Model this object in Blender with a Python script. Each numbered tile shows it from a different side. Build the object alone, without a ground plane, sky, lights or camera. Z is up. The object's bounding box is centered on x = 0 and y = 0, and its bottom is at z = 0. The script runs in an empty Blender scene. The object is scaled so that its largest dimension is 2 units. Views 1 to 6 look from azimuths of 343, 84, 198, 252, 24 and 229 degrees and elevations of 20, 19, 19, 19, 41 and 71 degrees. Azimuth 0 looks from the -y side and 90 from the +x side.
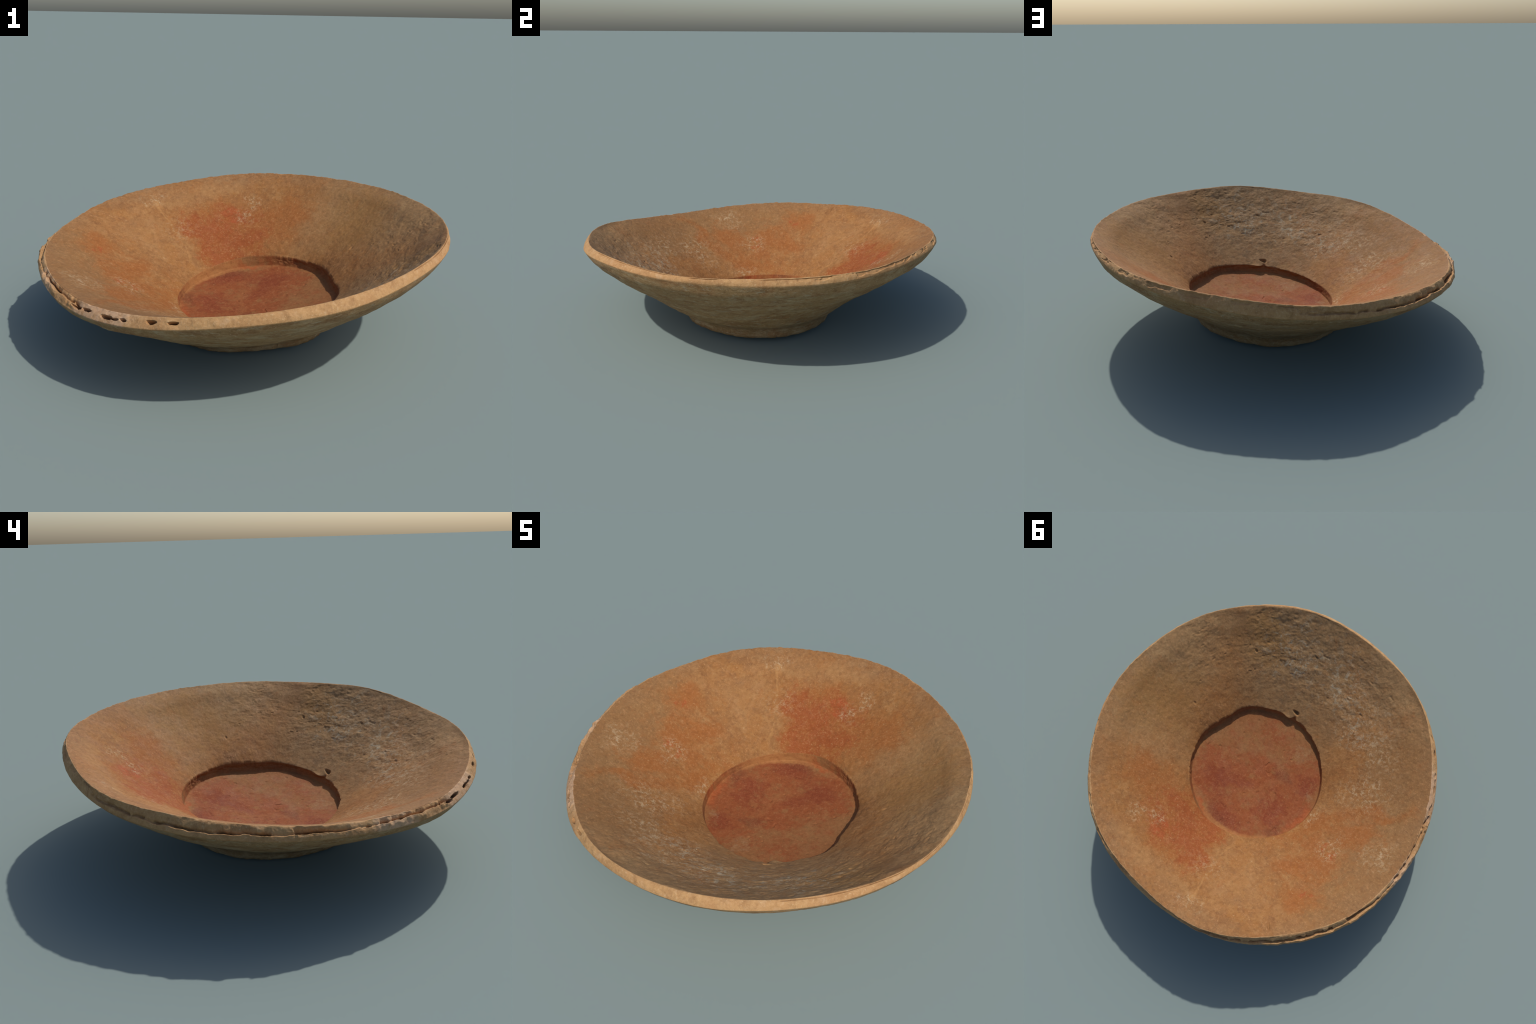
"""A large, shallow, hand-built earthenware dish, slightly tilted, with a sunken
red-slipped floor, flaring walls and a cracked coil rim."""
import bpy, math
import numpy as np

AZ = 1920                       # columns round the dish
TAU = 2 * math.pi
theta = np.linspace(0, TAU, AZ, endpoint=False)
ct, st = np.cos(theta), np.sin(theta)
deg = np.degrees(theta)

# ------------------------------------------------------------------ helpers
def ring(values):
    """Smooth periodic curve through evenly spaced control values (Fourier)."""
    v = np.asarray(values, float)
    n = len(v)
    c = np.fft.rfft(v) / n
    out = np.full(AZ, c[0].real)
    for k in range(1, len(c)):
        w = 1.0 if (n % 2 == 0 and k == n // 2) else 2.0
        out += w * (c[k].real * np.cos(k * theta) - c[k].imag * np.sin(k * theta))
    return out

def smooth(a, b, x):
    t = np.clip((x - a) / (b - a), 0, 1)
    return t * t * (3 - 2 * t)

def arc(lo, hi, soft, x=None):
    """1 between two azimuths (degrees), fading over soft degrees outside."""
    x = deg if x is None else x
    mid, half = (lo + hi) / 2, (hi - lo) / 2
    d = np.abs((x - mid + 180) % 360 - 180)
    return 1 - smooth(half, half + soft, d)

def bump(at, width):
    """1 at one azimuth, falling off over width degrees."""
    return np.exp(-((((deg - at + 180) % 360 - 180) / width) ** 2))

def hash3(i, j, k, seed):
    h = (i.astype(np.int64) * 374761393 + j.astype(np.int64) * 668265263
         + k.astype(np.int64) * 2147483647 + seed * 974711) & 0xFFFFFFFF
    h = ((h ^ (h >> 13)) * 1274126177) & 0xFFFFFFFF
    h = ((h ^ (h >> 16)) * 2246822519) & 0xFFFFFFFF
    return (h ^ (h >> 15)) / 4294967295.0

def noise(P, scale, seed=0, stretch=(1, 1, 1)):
    """Value noise in -1..1 at points P (n,3)."""
    q = P * (np.asarray(stretch) * scale)
    i = np.floor(q).astype(np.int64)
    f = q - i
    f = f * f * f * (f * (f * 6 - 15) + 10)
    out = np.zeros(len(P))
    for dx in (0, 1):
        wx = f[:, 0] if dx else 1 - f[:, 0]
        for dy in (0, 1):
            wy = f[:, 1] if dy else 1 - f[:, 1]
            for dz in (0, 1):
                wz = f[:, 2] if dz else 1 - f[:, 2]
                out += wx * wy * wz * hash3(i[:, 0] + dx, i[:, 1] + dy, i[:, 2] + dz, seed)
    return out * 2 - 1

def fbm(P, scale, octaves=3, seed=0, stretch=(1, 1, 1), gain=0.55):
    out, a, tot = 0, 1.0, 0
    for o in range(octaves):
        out = out + a * noise(P, scale * 2.07 ** o, seed + 17 * o, stretch)
        tot += a
        a *= gain
    return out / tot

def azimuth_noise(freq, seed, octaves=3):
    P = np.stack([ct, st, np.full(AZ, seed * 1.7)], 1)
    return fbm(P, freq, octaves, seed)

# ------------------------------------------------------------------ the plan
# Rim: the inner crest and the lower outer edge of the lip, every 15 degrees.
CREST_R = [0.983, 0.986, 0.986, 0.975, 0.982, 0.987, 0.970, 0.972, 0.986, 0.972, 0.961, 0.967,
           0.961, 0.952, 0.955, 0.961, 0.977, 0.987, 0.978, 0.974, 0.980, 0.982, 0.990, 0.992]
CREST_Z = [0.582, 0.579, 0.577, 0.575, 0.569, 0.557, 0.538, 0.516, 0.494, 0.473, 0.455, 0.442,
           0.428, 0.414, 0.409, 0.423, 0.457, 0.490, 0.510, 0.534, 0.562, 0.572, 0.571, 0.578]
EDGE_R = [1.001, 1.002, 1.000, 0.995, 1.004, 1.008, 0.997, 0.991, 1.000, 1.005, 1.005, 1.006,
          0.994, 0.990, 0.994, 1.000, 1.007, 1.006, 1.004, 1.005, 1.008, 1.010, 1.003, 1.001]
EDGE_Z = [0.548, 0.545, 0.546, 0.548, 0.541, 0.520, 0.487, 0.455, 0.433, 0.414, 0.402, 0.395,
          0.385, 0.374, 0.370, 0.384, 0.417, 0.449, 0.469, 0.496, 0.530, 0.545, 0.545, 0.548]
crest = np.stack([ring(CREST_R) * ct, ring(CREST_R) * st, ring(CREST_Z)], 1)
edge = np.stack([ring(EDGE_R) * ct, ring(EDGE_R) * st, ring(EDGE_Z)], 1)

# Sunken floor: a tilted disc, and the lip of the wall above it.
FLOOR_C = (0.082, 0.008)
FLOOR_Z, FLOOR_SX, FLOOR_SY = 0.111, 0.116, 0.020
LIP_R, LIP_Z, LIP_SX, LIP_SY = 0.414, 0.157, 0.120, 0.035
overhang = arc(250, 400, 35)             # side where the step is steep and ragged
flat = 0.007 * bump(16, 12) - 0.009 * bump(352, 10) + 0.007 * bump(330, 12) - 0.009 * bump(0, 30) + 0.009 * bump(90, 32) + 0.010 * bump(290, 28) - 0.013 * bump(228, 28) + 0.006 * bump(88, 20) - 0.002 * bump(58, 13) + 0.009 * bump(325, 14)
lip_r = LIP_R + 0.005 * azimuth_noise(2.0, 5) + flat
ragged = 0.016 * bump(287.3, 1.8) - 0.010 * bump(293.5, 4) + overhang * (0.009 * azimuth_noise(7, 6) + 0.0060 * azimuth_noise(15, 7, 3)) + 0.0015 * azimuth_noise(30, 9)
lip = np.stack([FLOOR_C[0] + lip_r * ct, FLOOR_C[1] + lip_r * st, np.zeros(AZ)], 1)
lip[:, 2] = (LIP_Z + LIP_SX * (lip[:, 0] - FLOOR_C[0]) + LIP_SY * (lip[:, 1] - FLOOR_C[1])
             + overhang * 0.003 * azimuth_noise(5, 8))
corner_r = lip_r - 0.009 + 0.007 * overhang
corner = np.stack([FLOOR_C[0] + corner_r * ct, FLOOR_C[1] + corner_r * st, np.zeros(AZ)], 1)

FLOOR_DISH = 0.035
def floor_z(x, y):
    rr = ((x - FLOOR_C[0]) ** 2 + (y - FLOOR_C[1]) ** 2) / LIP_R ** 2
    patch = 0.013 * np.exp(-((x + 0.20) ** 2 + (y - 0.22) ** 2) / 0.14 ** 2)
    return patch + FLOOR_Z + FLOOR_SX * (x - FLOOR_C[0]) + FLOOR_SY * (y - FLOOR_C[1]) - FLOOR_DISH * (1 - np.minimum(rr, 1))
corner[:, 2] = floor_z(corner[:, 0], corner[:, 1])

# Foot: a low, lumpy disc, a little tilted like the rest; radius every 20 degrees.
FOOT_C = (0.0, 0.0)
FOOT_R = [0.472, 0.466, 0.450, 0.432, 0.418, 0.418, 0.414, 0.402, 0.392,
          0.391, 0.404, 0.418, 0.422, 0.416, 0.436, 0.462, 0.466, 0.470]
foot_r = ring(FOOT_R) + 0.006 * azimuth_noise(7, 21)
foot = np.stack([FOOT_C[0] + foot_r * ct, FOOT_C[1] + foot_r * st, 0.0075 + 0.005 * azimuth_noise(6, 22)], 1)
foot[:, 2] += 0.034 * (foot[:, 0] + 0.39) - 0.022 * np.minimum(foot[:, 1], 0)
# outer wall: (share of the way out, share of the height, its swing with cosine, with sine, with 2x cosine, 2x sine)
OUTER = [(0.00, 0.000, 0.000, 0.000, 0.000, 0.000), (0.015, 0.070, 0.000, 0.004, 0.000, -0.004),
         (0.045, 0.124, 0.000, 0.010, 0.000, -0.005), (0.08, 0.156, -0.004, 0.016, 0.000, -0.006),
         (0.12, 0.182, -0.006, 0.018, 0.000, -0.005), (0.18, 0.218, -0.008, 0.018, 0.000, -0.003),
         (0.32, 0.320, -0.005, 0.024, 0.004, -0.004),
         (0.46, 0.442, 0.000, 0.028, 0.008, -0.005), (0.60, 0.562, -0.002, 0.018, 0.014, -0.004),
         (0.74, 0.686, -0.004, 0.012, 0.012, 0.000), (0.87, 0.808, -0.008, 0.013, 0.008, -0.009),
         (0.95, 0.894, -0.013, 0.008, -0.006, -0.018), (1.00, 1.000, 0.000, 0.000, 0.000, 0.000)]
# the wall is drawn in to a hollow curve, more on two sides than on the others
hollow = 0.042 * bump(15, 34) + 0.042 * bump(188, 30) + 0.026 * bump(312, 20) + 0.008
# slow swells and hollows of the wall
swell = (0.018 * bump(281, 15) + 0.026 * bump(222, 24) + 0.032 * bump(125, 17) + 0.010 * bump(82, 12) + 0.004 * bump(25, 22)
         + 0.010 * bump(8, 16) - 0.012 * bump(160, 14) - 0.010 * bump(346, 10))
low_swell = 0.022 * bump(40, 34) + 0.020 * bump(345, 18) + 0.010 * bump(150, 16)

# ------------------------------------------------------------------ meridian
rows, zone = [], []
def add(points, name):
    rows.append(points)
    zone.append(name)
def lerp(a, b, t):
    return a + (b - a) * t

N_FLOOR, N_STEP, N_WALL, N_LIP, N_OUT, N_BASE = 110, 20, 165, 64, 120, 26
centre_floor = np.array([FLOOR_C[0], FLOOR_C[1], FLOOR_Z])
for i in range(1, N_FLOOR):
    p = lerp(centre_floor, corner, i / N_FLOOR)
    p[:, 2] = floor_z(p[:, 0], p[:, 1])
    add(p, "floor")
for i in range(N_STEP):
    t = i / N_STEP
    p = lerp(corner, lip, t)
    p[:, :2] += (ragged * t ** 3 + overhang * 0.006 * math.sin(math.pi * t) ** 1.5)[:, None] * np.stack([ct, st], 1)
    add(p, "step")
worn = arc(262, 312, 38)                # the wall is thinner on the worn side
near_raise = 0.004 * arc(170, 270, 30)
for i in range(N_WALL):
    t = i / N_WALL
    p = lerp(lip, crest, t)
    p[:, 2] += (4 * t * (1 - t)) ** 0.75 * lerp(0.0118, -0.0125, worn)
    p[:, 2] += 0.005 * math.exp(-((t - 0.84) / 0.10) ** 2) + 0.006 * (bump(115, 16) + bump(245, 16) + bump(12, 20)) * math.exp(-((t - 0.84) / 0.10) ** 2)
    p[:, 2] -= (0.010 * bump(158, 20) + 0.009 * bump(35, 18) + 0.007 * bump(110, 15)) * math.exp(-((t - 0.6) / 0.25) ** 2)
    p[:, 2] += 0.005 * bump(8, 28) * math.exp(-((t - 0.10) / 0.15) ** 2) + 0.015 * bump(270, 14) * math.exp(-((t - 0.38) / 0.2) ** 2) + 0.010 * bump(330, 14) * math.exp(-((t - 0.3) / 0.2) ** 2) - 0.008 * bump(303, 12) * math.exp(-((t - 0.8) / 0.15) ** 2)
    p[:, 2] += 0.015 * bump(76, 24) * math.exp(-((t - 0.10) / 0.12) ** 2)
    p[:, 2] += near_raise * math.exp(-((t - 0.14) / 0.12) ** 2)
    p[:, :2] += (ragged * math.exp(-t / 0.018))[:, None] * np.stack([ct, st], 1)
    add(p, "wall")
across = edge - crest
radial = np.stack([ct, st, np.zeros(AZ)], 1)
alen = np.linalg.norm(across, axis=1, keepdims=True)
lip_n = np.stack([-across[:, 2] * ct, -across[:, 2] * st, (across[:, :2] * radial[:, :2]).sum(1)], 1) / alen
for i in range(N_LIP):
    u = i / N_LIP
    p = lerp(crest, edge, u) + lip_n * (0.004 * math.sin(math.pi * u) ** 0.8)
    add(p, "rim")
ox = [o[0] for o in OUTER]
for i in range(N_OUT):
    t = 1 - i / N_OUT
    swing = (1, ct, st, np.cos(2 * theta), np.sin(2 * theta))
    e = sum(np.interp(t, ox, [o[c + 1] for o in OUTER]) * swing[c] for c in range(5))
    e = e + swell * smooth(0.1, 0.35, t) * (1 - smooth(0.85, 1.0, t)) + hollow * math.exp(-((t - 0.42) / 0.20) ** 2) + low_swell * math.exp(-((t - 0.27) / 0.12) ** 2)
    p = lerp(foot, edge, t)
    p[:, 2] = foot[:, 2] + (edge[:, 2] - foot[:, 2]) * e
    add(p, "outer")
centre_base = np.array([FOOT_C[0], FOOT_C[1], 0.018])
for i in range(N_BASE):
    t = i / N_BASE
    p = lerp(foot, centre_base, t)
    p[:, 2] -= 0.006 * math.sin(math.pi * t)
    add(p, "base")
G = np.array(rows)                              # rows x AZ x 3
zone = np.array(zone)
K = len(G)

# round the arrises a little along the meridian
soften = np.where(zone == "step", 0.35, 1.0)[:, None, None]
near_lip = np.abs(np.arange(K) - (N_FLOOR + N_STEP - 1)) < 5
soften[near_lip] = 0.25
k_base = np.where(zone == "base")[0][0]
soften[k_base - 3:k_base + 4] = 0.15
for _ in range(5):
    S = G.copy()
    S[1:-1] = 0.25 * G[:-2] + 0.5 * G[1:-1] + 0.25 * G[2:]
    G = G + (S - G) * soften

# ------------------------------------------------------------------ relief
def normals(G):
    du = np.roll(G, -1, 1) - np.roll(G, 1, 1)
    dv = np.gradient(G, axis=0)
    n = np.cross(du, dv)
    return n / (np.linalg.norm(n, axis=2, keepdims=True) + 1e-12)
Nrm = normals(G)
wall_k = np.where(zone == "wall")[0]
if Nrm[wall_k[60], :, 2].mean() < 0:
    Nrm = -Nrm
D = np.zeros((K, AZ))

def pts(k):
    return G[k].reshape(-1, 3)

# inner wall: worn and pitted on one side, smooth on the other
P = pts(wall_k)
t = np.repeat((np.arange(N_WALL) / N_WALL), AZ)
A = np.tile(deg, N_WALL)
rough = arc(262, 335, 45, A) * smooth(0.05, 0.4, t)
rough = np.clip(rough * (0.75 + 0.6 * noise(P, 5, 31)), 0, 1)
h = 0.0045 * fbm(P, 3.5, 2, 40) + 0.0018 * fbm(P, 26, 3, 41)
lumps = fbm(P, 17, 4, 42, (1, 1, 1.6))
tang = np.stack([np.cos(np.radians(A)) * 0.9, np.sin(np.radians(A)) * 0.9, t * 1.6], 1)
scuff = fbm(tang, 13, 4, 47)
h += rough * (0.0045 * fbm(P, 8, 2, 49) + 0.0026 * lumps + 0.0028 * np.clip(scuff * 1.6, -0.6, 0.25) + 0.0014 * fbm(P, 60, 3, 43))
pit = fbm(tang, 24, 2, 44)
h -= (0.30 + 0.7 * rough) * 0.0030 * smooth(0.50, 0.8, pit)
h += 0.0007 * fbm(P, 70, 2, 48)
fade = smooth(0.0, 0.02, t) * (1 - 0.6 * smooth(0.96, 1.0, t))
h *= fade

def groove(P, line, width, depth):
    """A scratch along a polyline (x, y, z) of the given half width and depth."""
    best = np.full(len(P), 9.0)
    L = np.array(line, float)
    for a, b in zip(L[:-1], L[1:]):
        ab = b - a
        s = np.clip(((P - a) @ ab) / (ab @ ab), 0, 1)
        best = np.minimum(best, np.linalg.norm(P - a - s[:, None] * ab, axis=1))
    return -depth * np.exp(-(best / width) ** 2)

wob = np.stack([noise(P, 25, 50), noise(P, 25, 51), noise(P, 25, 52)], 1) * 0.006
PW = P + wob
h += groove(PW, [(-0.721, 0.583, 0.444), (-0.690, 0.560, 0.425), (-0.656, 0.556, 0.406)], 0.0050, 0.009)
h += groove(PW, [(-0.656, 0.556, 0.406), (-0.619, 0.529, 0.380), (-0.556, 0.509, 0.347), (-0.474, 0.512, 0.316),
                 (-0.372, 0.526, 0.288), (-0.302, 0.533, 0.272), (-0.211, 0.546, 0.260)], 0.005, 0.0036)
PITS = [((0.226, -0.428, 0.186), 0.014, 0.020), ((0.636, 0.058, 0.330), 0.009, 0.005), ((0.359, -0.700, 0.412), 0.008, 0.010),
        ((0.636, -0.438, 0.407), 0.011, 0.007), ((0.561, -0.377, 0.333), 0.004, 0.007)]
for c, r, dep in PITS:
    d = np.linalg.norm((P + wob * 1.6 - np.array(c)) * (0.6, 1.5, 1.0), axis=1)
    h -= dep * np.exp(-(d / r) ** 4)
D[wall_k] = h.reshape(N_WALL, AZ)

# ragged step above the floor
k = np.where(zone == "step")[0]
P = pts(k)
s = np.repeat(np.arange(N_STEP) / N_STEP, AZ)
over = np.tile(overhang, N_STEP)
h = (0.002 + 0.006 * over) * fbm(P, 22, 3, 60, (1, 1, 2.5)) * np.sin(np.pi * s)
D[k] = h.reshape(N_STEP, AZ)
# floor
k = np.where(zone == "floor")[0]
P = pts(k)
h = 0.0035 * fbm(P, 4, 2, 70) + 0.0009 * fbm(P, 28, 3, 71)
h -= 0.0025 * smooth(0.7, 0.88, noise(P, 40, 72))
h *= np.repeat(1 - smooth(0.93, 1.0, np.arange(1, N_FLOOR) / N_FLOOR), AZ)
D[k] = h.reshape(len(k), AZ)
# outer wall and foot: faint throwing lines round it
k = np.where((zone == "outer") | (zone == "base"))[0]
P = pts(k)
A = np.tile(theta, len(k))
cyl = np.stack([np.cos(A) * 1.5, np.sin(A) * 1.5, np.repeat(np.linspace(0, 0.9, len(k)), AZ) * 4.2], 1)
h = 0.0030 * fbm(cyl, 3, 2, 80) + 0.0022 * fbm(cyl, 9, 3, 81) + 0.0012 * fbm(P, 26, 3, 82)
h -= 0.004 * smooth(0.72, 0.9, noise(cyl, 12, 83))
kk = np.arange(len(k))
fadeo = smooth(0, 4, kk) * 1.0
h *= np.repeat(fadeo, AZ)
D[k] = h.reshape(len(k), AZ)

# rim: lumps, a frayed crest, and the crack where the outer coil has come away
k = np.where(zone == "rim")[0]
P = pts(k)
u = np.repeat(np.arange(N_LIP) / N_LIP, AZ)
A = np.tile(deg, N_LIP)
frayed = arc(55, 235, 25, A)
col = lambda a: np.tile(a, N_LIP)
h = (0.0036 + 0.0018 * frayed) * fbm(P, 15, 3, 90) + (0.0007 + 0.0017 * frayed) * fbm(P, 50, 3, 91)
h *= 0.35 + 0.65 * np.sin(np.pi * np.clip(u, 0, 1))
# flaked band below the crest
flake = smooth(0.02, 0.16, fbm(P, 13, 4, 92) + 0.10) * arc(12, 118, 12, A)
flake *= smooth(0.10, 0.16, u + 0.04 * noise(P, 50, 89)) * (1 - smooth(0.45, 0.60, u + 0.22 * noise(P, 26, 88)))
h -= 0.0050 * flake
# the long crack: the outer coil stands off as a ragged ledge
g = (0.66 - 0.20 * smooth(150, 215, A) + 0.14 * col(azimuth_noise(5, 93, 2)) + 0.12 * col(azimuth_noise(15, 103, 2))
     + 0.07 * col(azimuth_noise(42, 94, 3)))
openness = arc(124, 206, 12, A) * (0.8 + 0.5 * col(azimuth_noise(10, 95, 2)))
bridge = smooth(0.28, 0.5, noise(P, 22, 104) * 0.6 + col(azimuth_noise(28, 105, 2)) * 0.6)
openness = openness * (1 - 0.8 * bridge) * (0.55 + 0.9 * smooth(-0.35, 0.35, noise(P, 13, 107)))
v = u - g
setback = smooth(-0.60, -0.16, v) * (1 - smooth(-0.025, 0.025, v))
slit = np.exp(-(np.maximum(v + 0.05, 0) / 0.035) ** 2) * np.exp(-(np.minimum(v + 0.05, 0) / 0.11) ** 2)
h -= openness * (0.0125 * setback * (1 + 0.9 * fbm(P, 24, 3, 106)) + 0.022 * slit)
h += openness * (0.006 + 0.005 * fbm(P, 30, 2, 108)) * smooth(-0.03, 0.03, v) * (1 - smooth(0.15, 0.5, v))
for a, half, wu, dep in ((211.0, 1.9, 0.12, 0.032), (214.8, 1.4, 0.10, 0.034), (222.2, 1.5, 0.12, 0.030),
                         (224.6, 1.3, 0.07, 0.030), (226.9, 0.9, 0.11, 0.030), (234.2, 1.1, 0.13, 0.026), (239.7, 1.0, 0.10, 0.028)):
    da = (A - a + 0.4 * noise(P, 60, 96)) / half
    du = (u - 0.50 - 0.05 * math.sin(a * 2.3)) / (wu * 1.3)
    h -= 1.6 * dep * smooth(-0.15, 0.25, 1 - da * da - du * du + 0.9 * fbm(P, 48, 2, 97))
# hairline crack on the high side
hl = np.exp(-((u - 0.16 - 0.05 * np.tile(azimuth_noise(8, 98), N_LIP)) / 0.035) ** 2)
h -= 0.0060 * hl * arc(300, 372, 6, A) * smooth(-0.7, 0.0, noise(P, 9, 99)) * 0.85
D[k] = h.reshape(N_LIP, AZ)

# smooth the joins between zones, then push the surface out along its normals
G = G + Nrm * D[:, :, None]
fray = (0.0030 * arc(15, 215, 25) + 0.0022) * azimuth_noise(38, 101, 3) + 0.0030 * azimuth_noise(11, 102, 3)
k_crest = wall_k[-1] + 1
for o in range(-10, 11):
    w = math.exp(-(o / 5.0) ** 2)
    G[k_crest + o, :, 2] += w * fray * 0.8
    G[k_crest + o, :, :2] += (w * fray * 0.8)[:, None] * np.stack([ct, st], 1)
G[:, :, 2] -= G[:, :, 2].min()

# ------------------------------------------------------------------ one skin
cf = G[0].mean(0)
cb = G[-1].mean(0)
V = np.vstack([G.reshape(-1, 3), cf, cb])
i = np.arange(AZ)
j = (i + 1) % AZ
quads, qzone = [], []
for k in range(K - 1):
    quads.append(np.stack([k * AZ + i, k * AZ + j, (k + 1) * AZ + j, (k + 1) * AZ + i], 1))
    qzone += [zone[k]] * AZ
quads = np.vstack(quads)
qzone = np.array(qzone)
tri_f = np.stack([np.full(AZ, K * AZ), j, i], 1)
tri_b = np.stack([np.full(AZ, K * AZ + 1), (K - 1) * AZ + i, (K - 1) * AZ + j], 1)

n_out = K * AZ
row_of = np.repeat(np.arange(K - 1), AZ)
k_foot = np.where(zone == "outer")[0][0] + int(N_OUT * 0.90)
part_of = np.where((qzone == "floor") | (qzone == "step"), 0, np.where(qzone == "wall", 1,
                   np.where(qzone == "rim", 2, 3)))
part_of = np.where((part_of == 3) & (row_of >= k_foot), 4, part_of)

# whole-body vertex normals
FN = np.cross(V[quads[:, 2]] - V[quads[:, 0]], V[quads[:, 3]] - V[quads[:, 1]])
VN = np.zeros_like(V)
for c in range(4):
    for ax in range(3):
        VN[:, ax] += np.bincount(quads[:, c], FN[:, ax], len(V))
flip = VN[wall_k[60] * AZ:(wall_k[60] + 1) * AZ, 2].mean() < 0
if flip:
    quads, VN = quads[:, ::-1], -VN
    tri_f, tri_b = tri_f, tri_b
VN[n_out], VN[n_out + 1] = (0, 0, 1), (0, 0, -1)
VN /= np.linalg.norm(VN, axis=1, keepdims=True) + 1e-15

def fan(tri, up):
    n = np.cross(V[tri[0, 1]] - V[tri[0, 0]], V[tri[0, 2]] - V[tri[0, 0]])
    return tri if (n[2] > 0) == up else tri[:, ::-1]
tri_f, tri_b = fan(tri_f, True), fan(tri_b, False)

def make_part(name, faces4, faces3, mat, parent):
    used = np.unique(np.concatenate([faces4.ravel(), faces3.ravel()]))
    remap = np.full(len(V), -1)
    remap[used] = np.arange(len(used))
    me = bpy.data.meshes.new(name)
    nv, n4, n3 = len(used), len(faces4), len(faces3)
    me.vertices.add(nv)
    me.vertices.foreach_set("co", V[used].ravel())
    me.loops.add(n4 * 4 + n3 * 3)
    me.loops.foreach_set("vertex_index", np.concatenate([remap[faces4].ravel(), remap[faces3].ravel()]).astype(np.int32))
    me.polygons.add(n4 + n3)
    starts = np.concatenate([np.arange(n4) * 4, n4 * 4 + np.arange(n3) * 3]).astype(np.int32)
    me.polygons.foreach_set("loop_start", starts)
    me.update(calc_edges=True)
    me.validate()
    me.polygons.foreach_set("use_smooth", np.ones(len(me.polygons), bool))
    me.normals_split_custom_set_from_vertices(VN[used].tolist())
    me.materials.append(mat)
    ob = bpy.data.objects.new(name, me)
    ob.parent = parent
    bpy.context.scene.collection.objects.link(ob)
    return ob

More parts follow.
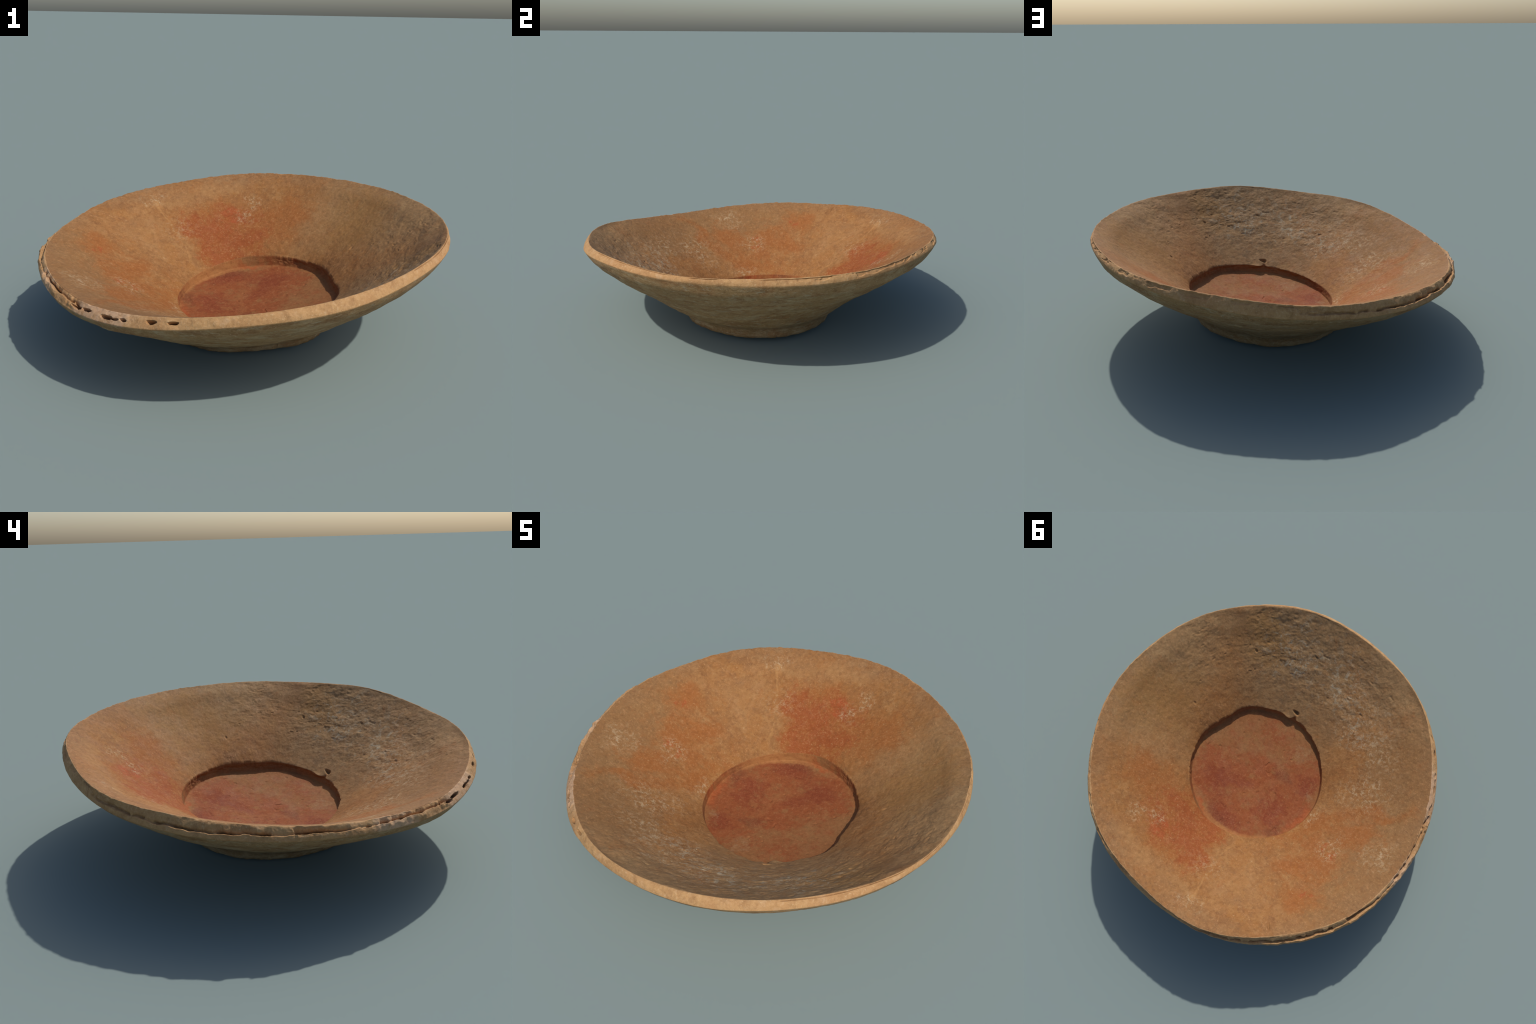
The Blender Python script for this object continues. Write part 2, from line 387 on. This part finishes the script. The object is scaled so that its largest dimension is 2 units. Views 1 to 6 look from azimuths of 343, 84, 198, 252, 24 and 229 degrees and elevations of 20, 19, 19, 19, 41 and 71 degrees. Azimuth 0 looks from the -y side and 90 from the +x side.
# ------------------------------------------------------------------ materials
class Nodes:
    """A small writer for shader node trees."""
    def __init__(self, name):
        self.mat = bpy.data.materials.new(name)
        self.mat.use_nodes = True
        self.t = self.mat.node_tree
        self.t.nodes.clear()
        self.coord = self.t.nodes.new("ShaderNodeTexCoord").outputs["Object"]

    def put(self, sock, val):
        if isinstance(val, bpy.types.NodeSocket):
            self.t.links.new(val, sock)
        elif val is not None:
            sock.default_value = val

    def math(self, op, a, b=None, clamp=False):
        n = self.t.nodes.new("ShaderNodeMath")
        n.operation = op
        n.use_clamp = clamp
        self.put(n.inputs[0], a)
        if b is not None:
            self.put(n.inputs[1], b)
        return n.outputs[0]

    def vec(self, op, a, b=None):
        n = self.t.nodes.new("ShaderNodeVectorMath")
        n.operation = op
        self.put(n.inputs[0], a)
        if b is not None:
            self.put(n.inputs[1], b)
        return n.outputs["Value"] if op in ("LENGTH", "DOT_PRODUCT") else n.outputs["Vector"]

    def scale(self, a, s):
        n = self.t.nodes.new("ShaderNodeVectorMath")
        n.operation = "SCALE"
        self.put(n.inputs[0], a)
        n.inputs["Scale"].default_value = s
        return n.outputs["Vector"]

    def noise(self, vec, scale, detail=3.0, rough=0.55, offset=0.0, color=False, distortion=0.0):
        n = self.t.nodes.new("ShaderNodeTexNoise")
        v = self.vec("ADD", vec, (offset, offset * 0.7, -offset * 1.3)) if offset else vec
        self.put(n.inputs["Vector"], v)
        n.inputs["Scale"].default_value = scale
        n.inputs["Detail"].default_value = detail
        n.inputs["Roughness"].default_value = rough
        n.inputs["Distortion"].default_value = distortion
        return n.outputs["Color"] if color else n.outputs["Fac"]

    def ramp(self, x, lo, hi, a=0.0, b=1.0):
        n = self.t.nodes.new("ShaderNodeMapRange")
        n.interpolation_type = "SMOOTHSTEP"
        self.put(n.inputs["Value"], x)
        for s, v in (("From Min", lo), ("From Max", hi), ("To Min", a), ("To Max", b)):
            n.inputs[s].default_value = v
        return n.outputs["Result"]

    def mix(self, fac, a, b, mode="MIX"):
        n = self.t.nodes.new("ShaderNodeMix")
        n.data_type = "RGBA"
        n.blend_type = mode
        self.put(n.inputs[0], fac)
        rgba = lambda c: c if isinstance(c, bpy.types.NodeSocket) else (*c, 1.0)
        self.put(n.inputs[6], rgba(a))
        self.put(n.inputs[7], rgba(b))
        return n.outputs[2]

    def blob(self, vec, x, y, rx, ry, turn=0.0, core=0.35, weight=1.0):
        """Soft ellipse seen from above: 1 inside, 0 outside."""
        m = self.t.nodes.new("ShaderNodeMapping")
        m.vector_type = "TEXTURE"
        self.put(m.inputs["Vector"], vec)
        m.inputs["Location"].default_value = (x, y, 0)
        m.inputs["Rotation"].default_value = (0, 0, math.radians(turn))
        m.inputs["Scale"].default_value = (rx, ry, 1)
        flat = self.vec("MULTIPLY", m.outputs[0], (1, 1, 0))
        return self.ramp(self.vec("LENGTH", flat), 1.0, core, 0.0, weight)

    def reach(self, vec):
        """Distance from the middle, seen from above."""
        return self.vec("LENGTH", self.vec("MULTIPLY", vec, (1, 1, 0)))

    def sector(self, vec, hi, hi_out, lo, lo_out):
        """1 between two azimuths in degrees, fading to 0 at the outer pair."""
        x = self.t.nodes.new("ShaderNodeSeparateXYZ")
        self.put(x.inputs[0], vec)
        a = self.math("ARCTAN2", x.outputs[1], x.outputs[0])
        a = self.math("MODULO", self.math("ADD", a, TAU), TAU)
        r = math.radians
        return self.math("MULTIPLY", self.ramp(a, r(hi_out), r(hi)), self.ramp(a, r(lo_out), r(lo)))

    def streaks(self, vec, around, outward, offset=0.0):
        """Noise drawn out along the radius."""
        x = self.t.nodes.new("ShaderNodeSeparateXYZ")
        self.put(x.inputs[0], vec)
        c = self.t.nodes.new("ShaderNodeCombineXYZ")
        self.put(c.inputs[0], self.math("MULTIPLY", self.math("ARCTAN2", x.outputs[1], x.outputs[0]), around))
        self.put(c.inputs[1], self.math("MULTIPLY", self.reach(vec), outward))
        return self.math("SUBTRACT", self.noise(c.outputs[0], 1.0, 5, 0.65, offset), 0.5)

    def blobs(self, vec, items):
        out = None
        for it in items:
            b = self.blob(vec, *it)
            out = b if out is None else self.math("MAXIMUM", out, b)
        return out

    def warp(self, scale, amount, offset=0.0, detail=3.0):
        c = self.noise(self.coord, scale, detail, 0.6, offset, color=True)
        return self.vec("ADD", self.coord, self.scale(self.vec("SUBTRACT", c, (0.5, 0.5, 0.5)), amount))

    def finish(self, color, rough, height, strength, distance):
        b = self.t.nodes.new("ShaderNodeBump")
        b.inputs["Strength"].default_value = strength
        b.inputs["Distance"].default_value = distance
        self.put(b.inputs["Height"], height)
        p = self.t.nodes.new("ShaderNodeBsdfPrincipled")
        self.put(p.inputs["Base Color"], color)
        self.put(p.inputs["Roughness"], rough)
        p.inputs["Specular IOR Level"].default_value = 0.25
        self.t.links.new(b.outputs[0], p.inputs["Normal"])
        o = self.t.nodes.new("ShaderNodeOutputMaterial")
        self.t.links.new(p.outputs[0], o.inputs[0])
        return self.mat

TAN, OCHRE, PALE = (0.290, 0.138, 0.053), (0.268, 0.114, 0.036), (0.375, 0.210, 0.100)
BROWN, RUST, RED = (0.290, 0.174, 0.086), (0.270, 0.094, 0.025), (0.252, 0.064, 0.017)
WHITE, DARK = (0.48, 0.37, 0.26), (0.105, 0.052, 0.024)

def mottle(n, field, lo, hi, amount=1.3, offset=30.0):
    """Break a soft mask up with three sizes of noise."""
    a = n.math("SUBTRACT", n.noise(n.coord, 8, 6, 0.72, offset), 0.5)
    b = n.math("SUBTRACT", n.noise(n.coord, 36, 5, 0.75, offset + 3), 0.5)
    f = n.math("ADD", field, n.math("MULTIPLY", a, amount))
    f = n.math("ADD", f, n.math("MULTIPLY", b, amount * 0.75))
    return n.ramp(f, lo, hi)

def surface_grain(n, c, fine, grain, light, dark, amount=1.0):
    tint = n.mix(1.0, c, (0.66, 0.62, 0.58), "MULTIPLY")
    c = n.mix(n.ramp(fine, 0.52, 0.34, 0.0, 0.60 * amount), c, tint)
    c = n.mix(n.ramp(fine, 0.54, 0.68, 0.0, 0.40 * amount), c, light)
    c = n.mix(n.ramp(grain, 0.56, 0.68, 0.0, 0.60 * amount), c, light)
    c = n.mix(n.ramp(grain, 0.42, 0.28, 0.0, 0.25 * amount), c, dark)
    return c

def inner_clay(name, floor):
    n = Nodes(name)
    w = n.warp(5, 0.22, 3.1, 5.0)
    w2 = n.warp(7, 0.14, 4.4, 5.0)
    big = n.noise(n.coord, 3.2, 5, 0.62, 1.0)
    mid = n.noise(n.coord, 13, 6, 0.70, 2.0)
    fine = n.noise(n.coord, 48, 5, 0.75, 4.0)
    grain = n.noise(n.coord, 105, 4, 0.72, 5.0)
    if floor:
        c = n.mix(n.ramp(big, 0.35, 0.65), (0.245, 0.112, 0.044), (0.228, 0.086, 0.031))
        red = n.blobs(w, [(0.22, 0.18, 0.34, 0.28, 20, 0.2), (-0.02, 0.26, 0.32, 0.26, -30, 0.2), (-0.18, 0.02, 0.26, 0.34, 10, 0.2),
                          (-0.10, -0.22, 0.20, 0.18, 40, 0.2), (0.05, 0.02, 0.26, 0.2, 0, 0.2), (0.20, -0.24, 0.30, 0.22, 0, 0.1, 0.42)])
        c = n.mix(n.math("MULTIPLY", mottle(n, red, -0.10, 1.0, 2.8, 8.0), 0.95), c, (0.232, 0.060, 0.019))
        deep = n.blobs(w, [(0.20, 0.20, 0.24, 0.16, 20, 0.1), (0.0, 0.32, 0.26, 0.10, -20, 0.1), (-0.14, 0.10, 0.16, 0.2, 0, 0.1), (-0.17, -0.20, 0.12, 0.14, 40, 0.1)])
        c = n.mix(n.math("MULTIPLY", mottle(n, deep, 0.15, 1.0, 1.9, 15.0), 0.9), c, (0.190, 0.041, 0.015))
        dk = n.blobs(w, [(-0.02, -0.10, 0.08, 0.06, 30), (0.05, 0.36, 0.16, 0.05, -10), (-0.27, 0.14, 0.05, 0.12, 10)])
        c = n.mix(n.math("MULTIPLY", dk, 0.40), c, (0.120, 0.028, 0.013))
        c = n.mix(n.ramp(n.noise(n.coord, 34, 4, 0.75, 16.0), 0.66, 0.74, 0.0, 0.6), c, (0.085, 0.026, 0.013))
        vein = n.blobs(n.warp(6, 0.25, 6.0, 5.0), [(0.02, 0.06, 0.40, 0.07, 65, 0.0), (-0.10, 0.02, 0.06, 0.05, 0)])
        c = n.mix(n.math("MULTIPLY", mottle(n, vein, 0.35, 1.1, 1.6, 18.0), 0.40), c, (0.275, 0.108, 0.038))
        pale = n.blobs(w, [(-0.22, -0.18, 0.06, 0.11, 50), (0.02, -0.30, 0.16, 0.12, 0), (0.3, 0.1, 0.14, 0.08, 60)])
        c = n.mix(n.math("MULTIPLY", mottle(n, pale, 0.95, 1.35, 2.6, 9.0), 0.40), c, (0.310, 0.175, 0.100))
        rad = n.vec("LENGTH", n.vec("MULTIPLY", n.vec("SUBTRACT", n.warp(14, 0.03, 12.0), (FLOOR_C[0], FLOOR_C[1], 0)), (1, 1, 0)))
        worn_spot = n.ramp(n.noise(n.coord, 11, 6, 0.78, 90.0), 0.54, 0.68, 0.0, 0.65)
        c = n.mix(worn_spot, c, (0.255, 0.120, 0.046))
        scratch = n.math("ABSOLUTE", n.math("SUBTRACT", n.noise(n.coord, 7, 5, 0.7, 91.0, distortion=1.5), 0.5))
        c = n.mix(n.ramp(scratch, 0.008, 0.0, 0.0, 0.35), c, (0.330, 0.165, 0.080))
        tan_arc = n.blobs(w, [(-0.08, 0.36, 0.30, 0.14, 25, 0.3), (0.20, -0.40, 0.30, 0.14, 0, 0.3)])
        edge_m = n.math("MULTIPLY", n.ramp(rad, 0.385, 0.402), n.math("ADD", n.math("MULTIPLY", tan_arc, 0.6), n.ramp(n.noise(n.coord, 14, 5, 0.75, 13.0), 0.42, 0.62, 0.0, 0.4)))
        glow = n.blobs(w, [(-0.30, -0.02, 0.05, 0.16, 10, 0.2), (0.12, 0.41, 0.20, 0.04, -10, 0.2)])
        c = n.mix(n.math("MULTIPLY", mottle(n, glow, 0.3, 1.0, 1.2, 19.0), 0.9), c, (0.300, 0.072, 0.022))
        c = n.mix(edge_m, c, (0.330, 0.140, 0.050))
        c = n.mix(n.ramp(n.noise(n.coord, 42, 3, 0.7, 14.0), 0.66, 0.74, 0.0, 0.5), c, PALE)
        c = n.mix(1.0, c, (0.93, 0.94, 0.84), "MULTIPLY")
        c = surface_grain(n, c, fine, grain, (0.33, 0.135, 0.055), (0.10, 0.030, 0.015), 0.8)
    else:
        c = n.mix(n.ramp(big, 0.40, 0.60), TAN, OCHRE)
        c = n.mix(n.ramp(n.noise(n.coord, 9, 6, 0.75, 20.0), 0.46, 0.56, 0.0, 0.65), c, (0.222, 0.096, 0.033))
        c = n.mix(n.ramp(n.noise(n.coord, 5.5, 6, 0.72, 26.0), 0.50, 0.60, 0.0, 0.65), c, (0.290, 0.122, 0.035))
        c = n.mix(n.ramp(mid, 0.50, 0.68, 0.0, 0.60), c, (0.340, 0.178, 0.076))
        c = n.mix(n.ramp(n.noise(n.coord, 24, 6, 0.78, 27.0), 0.52, 0.64, 0.0, 0.60), c, (0.185, 0.080, 0.031))
        dust = n.blobs(w, [(-0.10, 0.85, 0.45, 0.14, 10, 0.1), (-0.45, 0.55, 0.40, 0.30, 40, 0.0), (-0.70, -0.25, 0.25, 0.40, 20, 0.1)])
        c = n.mix(n.math("MULTIPLY", mottle(n, dust, 0.25, 1.0, 1.4, 28.0), 0.28), c, (0.345, 0.190, 0.088))
        # duller, rubbed quarter
        dull = n.blobs(w, [(-0.72, -0.30, 0.42, 0.55, 25, 0.2), (-0.55, -0.62, 0.45, 0.40, 0, 0.2), (-0.85, 0.10, 0.26, 0.50, -10, 0.2)])
        c = n.mix(n.math("MULTIPLY", mottle(n, dull, 0.15, 0.9, 0.9, 29.0), 0.65), c, (0.220, 0.116, 0.050))
        rimward = n.ramp(n.vec("LENGTH", n.vec("MULTIPLY", w, (1, 1, 0))), 0.86, 0.99, 0.0, 0.45)
        c = n.mix(n.math("MULTIPLY", rimward, n.ramp(mid, 0.38, 0.56, 0.25, 1.0)), c, (0.225, 0.130, 0.072))
        # browner, worn side
        brown = n.blobs(w, [(0.45, -0.72, 0.90, 0.60, -55, 0.3), (0.95, -0.1, 0.55, 0.40, 80, 0.2), (-0.1, -0.95, 0.6, 0.38, 0, 0.2), (0.75, 0.38, 0.40, 0.40, 0, 0.0, 0.7)])
        c = n.mix(n.math("MULTIPLY", brown, 0.80), c, BROWN)
        umber = n.math("MULTIPLY", brown, n.ramp(n.noise(n.coord, 14, 6, 0.78, 21.0), 0.48, 0.62, 0.0, 0.6))
        c = n.mix(umber, c, (0.205, 0.122, 0.062))
        sand = n.math("MULTIPLY", brown, n.ramp(n.noise(n.coord, 20, 6, 0.78, 23.0), 0.50, 0.62, 0.0, 0.6))
        c = n.mix(sand, c, (0.365, 0.225, 0.115))
        ochre = n.blobs(w, [(0.75, 0.2, 0.40, 0.45, 0, 0.1), (0.62, -0.55, 0.35, 0.25, 40, 0.1)])
        c = n.mix(n.math("MULTIPLY", mottle(n, ochre, 0.3, 1.1, 1.2, 24.0), 0.6), c, (0.285, 0.145, 0.048))
        # red slip left in smudges, then in one strong streak
        smudge = n.blobs(w, [(-0.71, 0.34, 0.20, 0.14, 60, 0.1), (-0.60, 0.10, 0.22, 0.16, 100, 0.1), (-0.50, 0.05, 0.16, 0.12, 90, 0.1),
                             (-0.52, 0.27, 0.15, 0.10, 60, 0.1), (-0.62, -0.18, 0.24, 0.16, 60, 0.1), (-0.58, -0.30, 0.42, 0.08, 45, 0.1),
                             (-0.40, -0.05, 0.10, 0.16, 0, 0.1), (0.42, 0.56, 0.26, 0.22, 0, 0.1)])
        c = n.mix(n.math("MULTIPLY", mottle(n, smudge, 0.05, 1.15, 1.9, 31.0), 0.90), c, RUST)
        red = n.math("MULTIPLY", n.sector(w, 98, 116, 78, 34), n.ramp(n.reach(w), 0.88, 0.62))
        wash = n.streaks(w2, 9.0, 3.0, 80.0)
        red = n.math("ADD", red, n.math("MULTIPLY", wash, 1.1))
        c = n.mix(n.math("MULTIPLY", mottle(n, red, 0.05, 0.95, 1.5, 33.0), 0.95), c, RUST)
        c = n.mix(n.math("MULTIPLY", mottle(n, red, 0.45, 1.15, 2.2, 36.0), 0.92), c, RED)
        rust = n.math("MULTIPLY", n.sector(w, 186, 212, 158, 130), n.ramp(n.reach(w), 0.92, 0.60, 0.0, 0.70))
        rust = n.math("ADD", rust, n.math("MULTIPLY", wash, 0.9))
        c = n.mix(n.math("MULTIPLY", mottle(n, rust, 0.20, 1.30, 2.6, 34.0), 0.9), c, RUST)
        hot = n.blobs(w, [(-0.60, 0.02, 0.15, 0.12, 90, 0.0), (-0.68, 0.28, 0.15, 0.12, 60, 0.0), (0.10, 0.66, 0.26, 0.20, 30, 0.0)])
        c = n.mix(n.math("MULTIPLY", mottle(n, hot, 0.80, 1.35, 2.8, 39.0), 0.75), c, (0.310, 0.066, 0.019))
        # pale seam running up one side
        seam = n.blobs(n.warp(9, 0.10, 7.0, 5.0), [(-0.30, 0.73, 0.18, 0.022, 112, 0.0), (-0.19, 0.46, 0.12, 0.018, 100, 0.0)])
        c = n.mix(n.math("MULTIPLY", mottle(n, seam, 0.25, 1.0, 0.9, 42.0), 0.42), c, (0.42, 0.215, 0.080))
        # lime and rubbed patches
        zone_w = n.blobs(w, [(-0.20, 0.62, 0.16, 0.14, 0, 0.0, 0.6), (0.19, 0.66, 0.07, 0.06, 0), (0.25, 0.74, 0.06, 0.05, 0),
                             (-0.58, 0.0, 0.15, 0.11, 90, 0.1), (-0.35, -0.08, 0.06, 0.12, 0), (-0.47, -0.37, 0.28, 0.18, 45, 0.1),
                             (-0.30, -0.60, 0.30, 0.20, -20, 0.1), (-0.10, -0.62, 0.26, 0.22, 0, 0.1), (0.10, -0.72, 0.26, 0.16, 0, 0.1),
                             (0.42, -0.66, 0.24, 0.16, 30, 0.1), (-0.80, -0.14, 0.12, 0.16, 0, 0.1), (-0.35, 0.84, 0.14, 0.08, 20, 0.1)])
        lime = n.ramp(n.noise(n.coord, 40, 6, 0.82, 40.0, distortion=0.6), 0.50, 0.62, 0.0, 0.85)
        c = n.mix(n.math("MULTIPLY", lime, zone_w), c, (0.42, 0.30, 0.19))
        c = n.mix(n.math("MULTIPLY", n.ramp(n.noise(n.coord, 34, 6, 0.82, 50.0, distortion=0.4), 0.56, 0.66, 0.0, 0.7), zone_w), c, WHITE)
        scr = n.math("ABSOLUTE", n.math("SUBTRACT", n.noise(n.coord, 9, 5, 0.7, 60.0, distortion=2.0), 0.5))
        scr = n.math("MULTIPLY", n.ramp(scr, 0.006, 0.0), n.ramp(n.noise(n.coord, 14, 3, 0.6, 61.0), 0.52, 0.62, 0.0, 0.7))
        c = n.mix(scr, c, (0.42, 0.27, 0.145))
        grey = n.blobs(w, [(0.45, -0.62, 0.34, 0.28, 30, 0.1), (0.15, -0.72, 0.34, 0.26, 0, 0.1), (-0.15, -0.66, 0.30, 0.22, 0, 0.1, 0.7)])
        gl = n.ramp(n.noise(n.coord, 22, 6, 0.82, 44.0, distortion=0.5), 0.52, 0.61, 0.0, 0.9)
        c = n.mix(n.math("MULTIPLY", grey, gl), c, (0.37, 0.31, 0.235))
        c = n.mix(n.ramp(n.noise(n.coord, 58, 4, 0.75, 45.0), 0.60, 0.68, 0.0, 0.75), c, PALE)
        c = n.mix(n.ramp(n.noise(n.coord, 40, 5, 0.8, 46.0), 0.62, 0.74, 0.0, 0.55), c, DARK)
        c = n.mix(1.0, c, (0.935, 0.930, 0.815), "MULTIPLY")
        scar = n.ramp(n.noise(n.coord, 20, 6, 0.8, 70.0, distortion=1.5), 0.64, 0.70, 0.0, 0.55)
        c = n.mix(scar, c, (0.130, 0.064, 0.030))
        c = surface_grain(n, c, fine, grain, (0.40, 0.200, 0.085), (0.15, 0.068, 0.028), 0.8)
    height = n.math("ADD", n.math("MULTIPLY", fine, 0.6), n.math("MULTIPLY", grain, 0.4))
    return n.finish(c, n.ramp(mid, 0.3, 0.7, 0.72, 0.9), height, 0.6, 0.005)

def outer_clay(name, base, alt):
    n = Nodes(name)
    n2 = n.vec("MULTIPLY", n.coord, (1, 1, 2.6))
    big = n.noise(n.coord, 4, 5, 0.6, 1.5)
    band = n.noise(n2, 7, 6, 0.7, 2.5)
    fine = n.noise(n.vec("MULTIPLY", n.coord, (1, 1, 2.2)), 40, 5, 0.75, 3.5)
    grain = n.noise(n.coord, 100, 4, 0.72, 5.5)
    c = n.mix(n.ramp(big, 0.35, 0.65), base, alt)
    c = n.mix(n.ramp(band, 0.48, 0.62, 0.0, 0.75), c, (0.410, 0.300, 0.170))
    c = n.mix(n.ramp(n.noise(n2, 9, 6, 0.7, 7.5), 0.48, 0.62, 0.0, 0.75), c, (0.255, 0.130, 0.052))
    c = n.mix(n.ramp(n.noise(n2, 22, 5, 0.75, 8.5), 0.54, 0.66, 0.0, 0.6), c, (0.40, 0.34, 0.23))
    c = n.mix(n.ramp(n.noise(n.coord, 45, 3, 0.7, 9.5), 0.68, 0.76, 0.0, 0.6), c, (0.10, 0.06, 0.035))
    c = n.mix(1.0, c, (0.93, 0.90, 0.86), "MULTIPLY")
    c = surface_grain(n, c, fine, grain, (0.45, 0.31, 0.17), (0.17, 0.10, 0.05))
    height = n.math("ADD", n.math("MULTIPLY", fine, 0.6), n.math("MULTIPLY", grain, 0.4))
    return n.finish(c, 0.85, height, 0.6, 0.005)

def rim_clay(name):
    n = Nodes(name)
    big = n.noise(n.coord, 5, 5, 0.6, 1.5)
    mid = n.noise(n.coord, 16, 6, 0.70, 2.5)
    fine = n.noise(n.coord, 52, 5, 0.75, 3.5)
    grain = n.noise(n.coord, 105, 4, 0.72, 5.5)
    c = n.mix(n.ramp(big, 0.35, 0.65), (0.415, 0.240, 0.102), (0.370, 0.198, 0.082))
    c = n.mix(n.ramp(mid, 0.52, 0.72, 0.0, 0.55), c, (0.47, 0.30, 0.165))
    pink = n.blobs(n.warp(8, 0.08), [(-0.72, -0.62, 0.3, 0.16, -45), (-0.98, -0.2, 0.2, 0.2, 0)])
    c = n.mix(n.math("MULTIPLY", mottle(n, pink, 0.5, 1.1, 1.0, 4.0), 0.5), c, (0.50, 0.34, 0.24))
    c = n.mix(n.ramp(n.noise(n.coord, 12, 6, 0.75, 7.5), 0.48, 0.62, 0.0, 0.7), c, (0.300, 0.160, 0.066))
    c = surface_grain(n, c, fine, grain, (0.52, 0.36, 0.20), (0.20, 0.11, 0.05), 0.8)
    height = n.math("ADD", n.math("MULTIPLY", fine, 0.6), n.math("MULTIPLY", grain, 0.4))
    return n.finish(c, 0.85, height, 0.6, 0.005)

m_floor = inner_clay("red_slipped_clay", True)
m_wall = inner_clay("worn_buff_clay", False)
m_rim = rim_clay("pale_rim_clay")
m_outer = outer_clay("outer_clay", (0.350, 0.215, 0.098), (0.315, 0.195, 0.085))
m_foot = outer_clay("foot_clay", (0.320, 0.200, 0.098), (0.290, 0.180, 0.080))

# ------------------------------------------------------------------ the object
root = bpy.data.objects.new("clay_dish", None)
root["label"] = "wide shallow earthenware dish, sunken red floor, cracked rim"
root["category"] = "pottery bowl"
bpy.context.scene.collection.objects.link(root)
none3 = np.zeros((0, 3), int)
for idx, (name, mat, tri) in enumerate((("floor", m_floor, tri_f), ("inner_wall", m_wall, none3), ("rim", m_rim, none3),
                                        ("outer_wall", m_outer, none3), ("foot", m_foot, tri_b))):
    make_part(name, quads[part_of == idx], tri, mat, root)
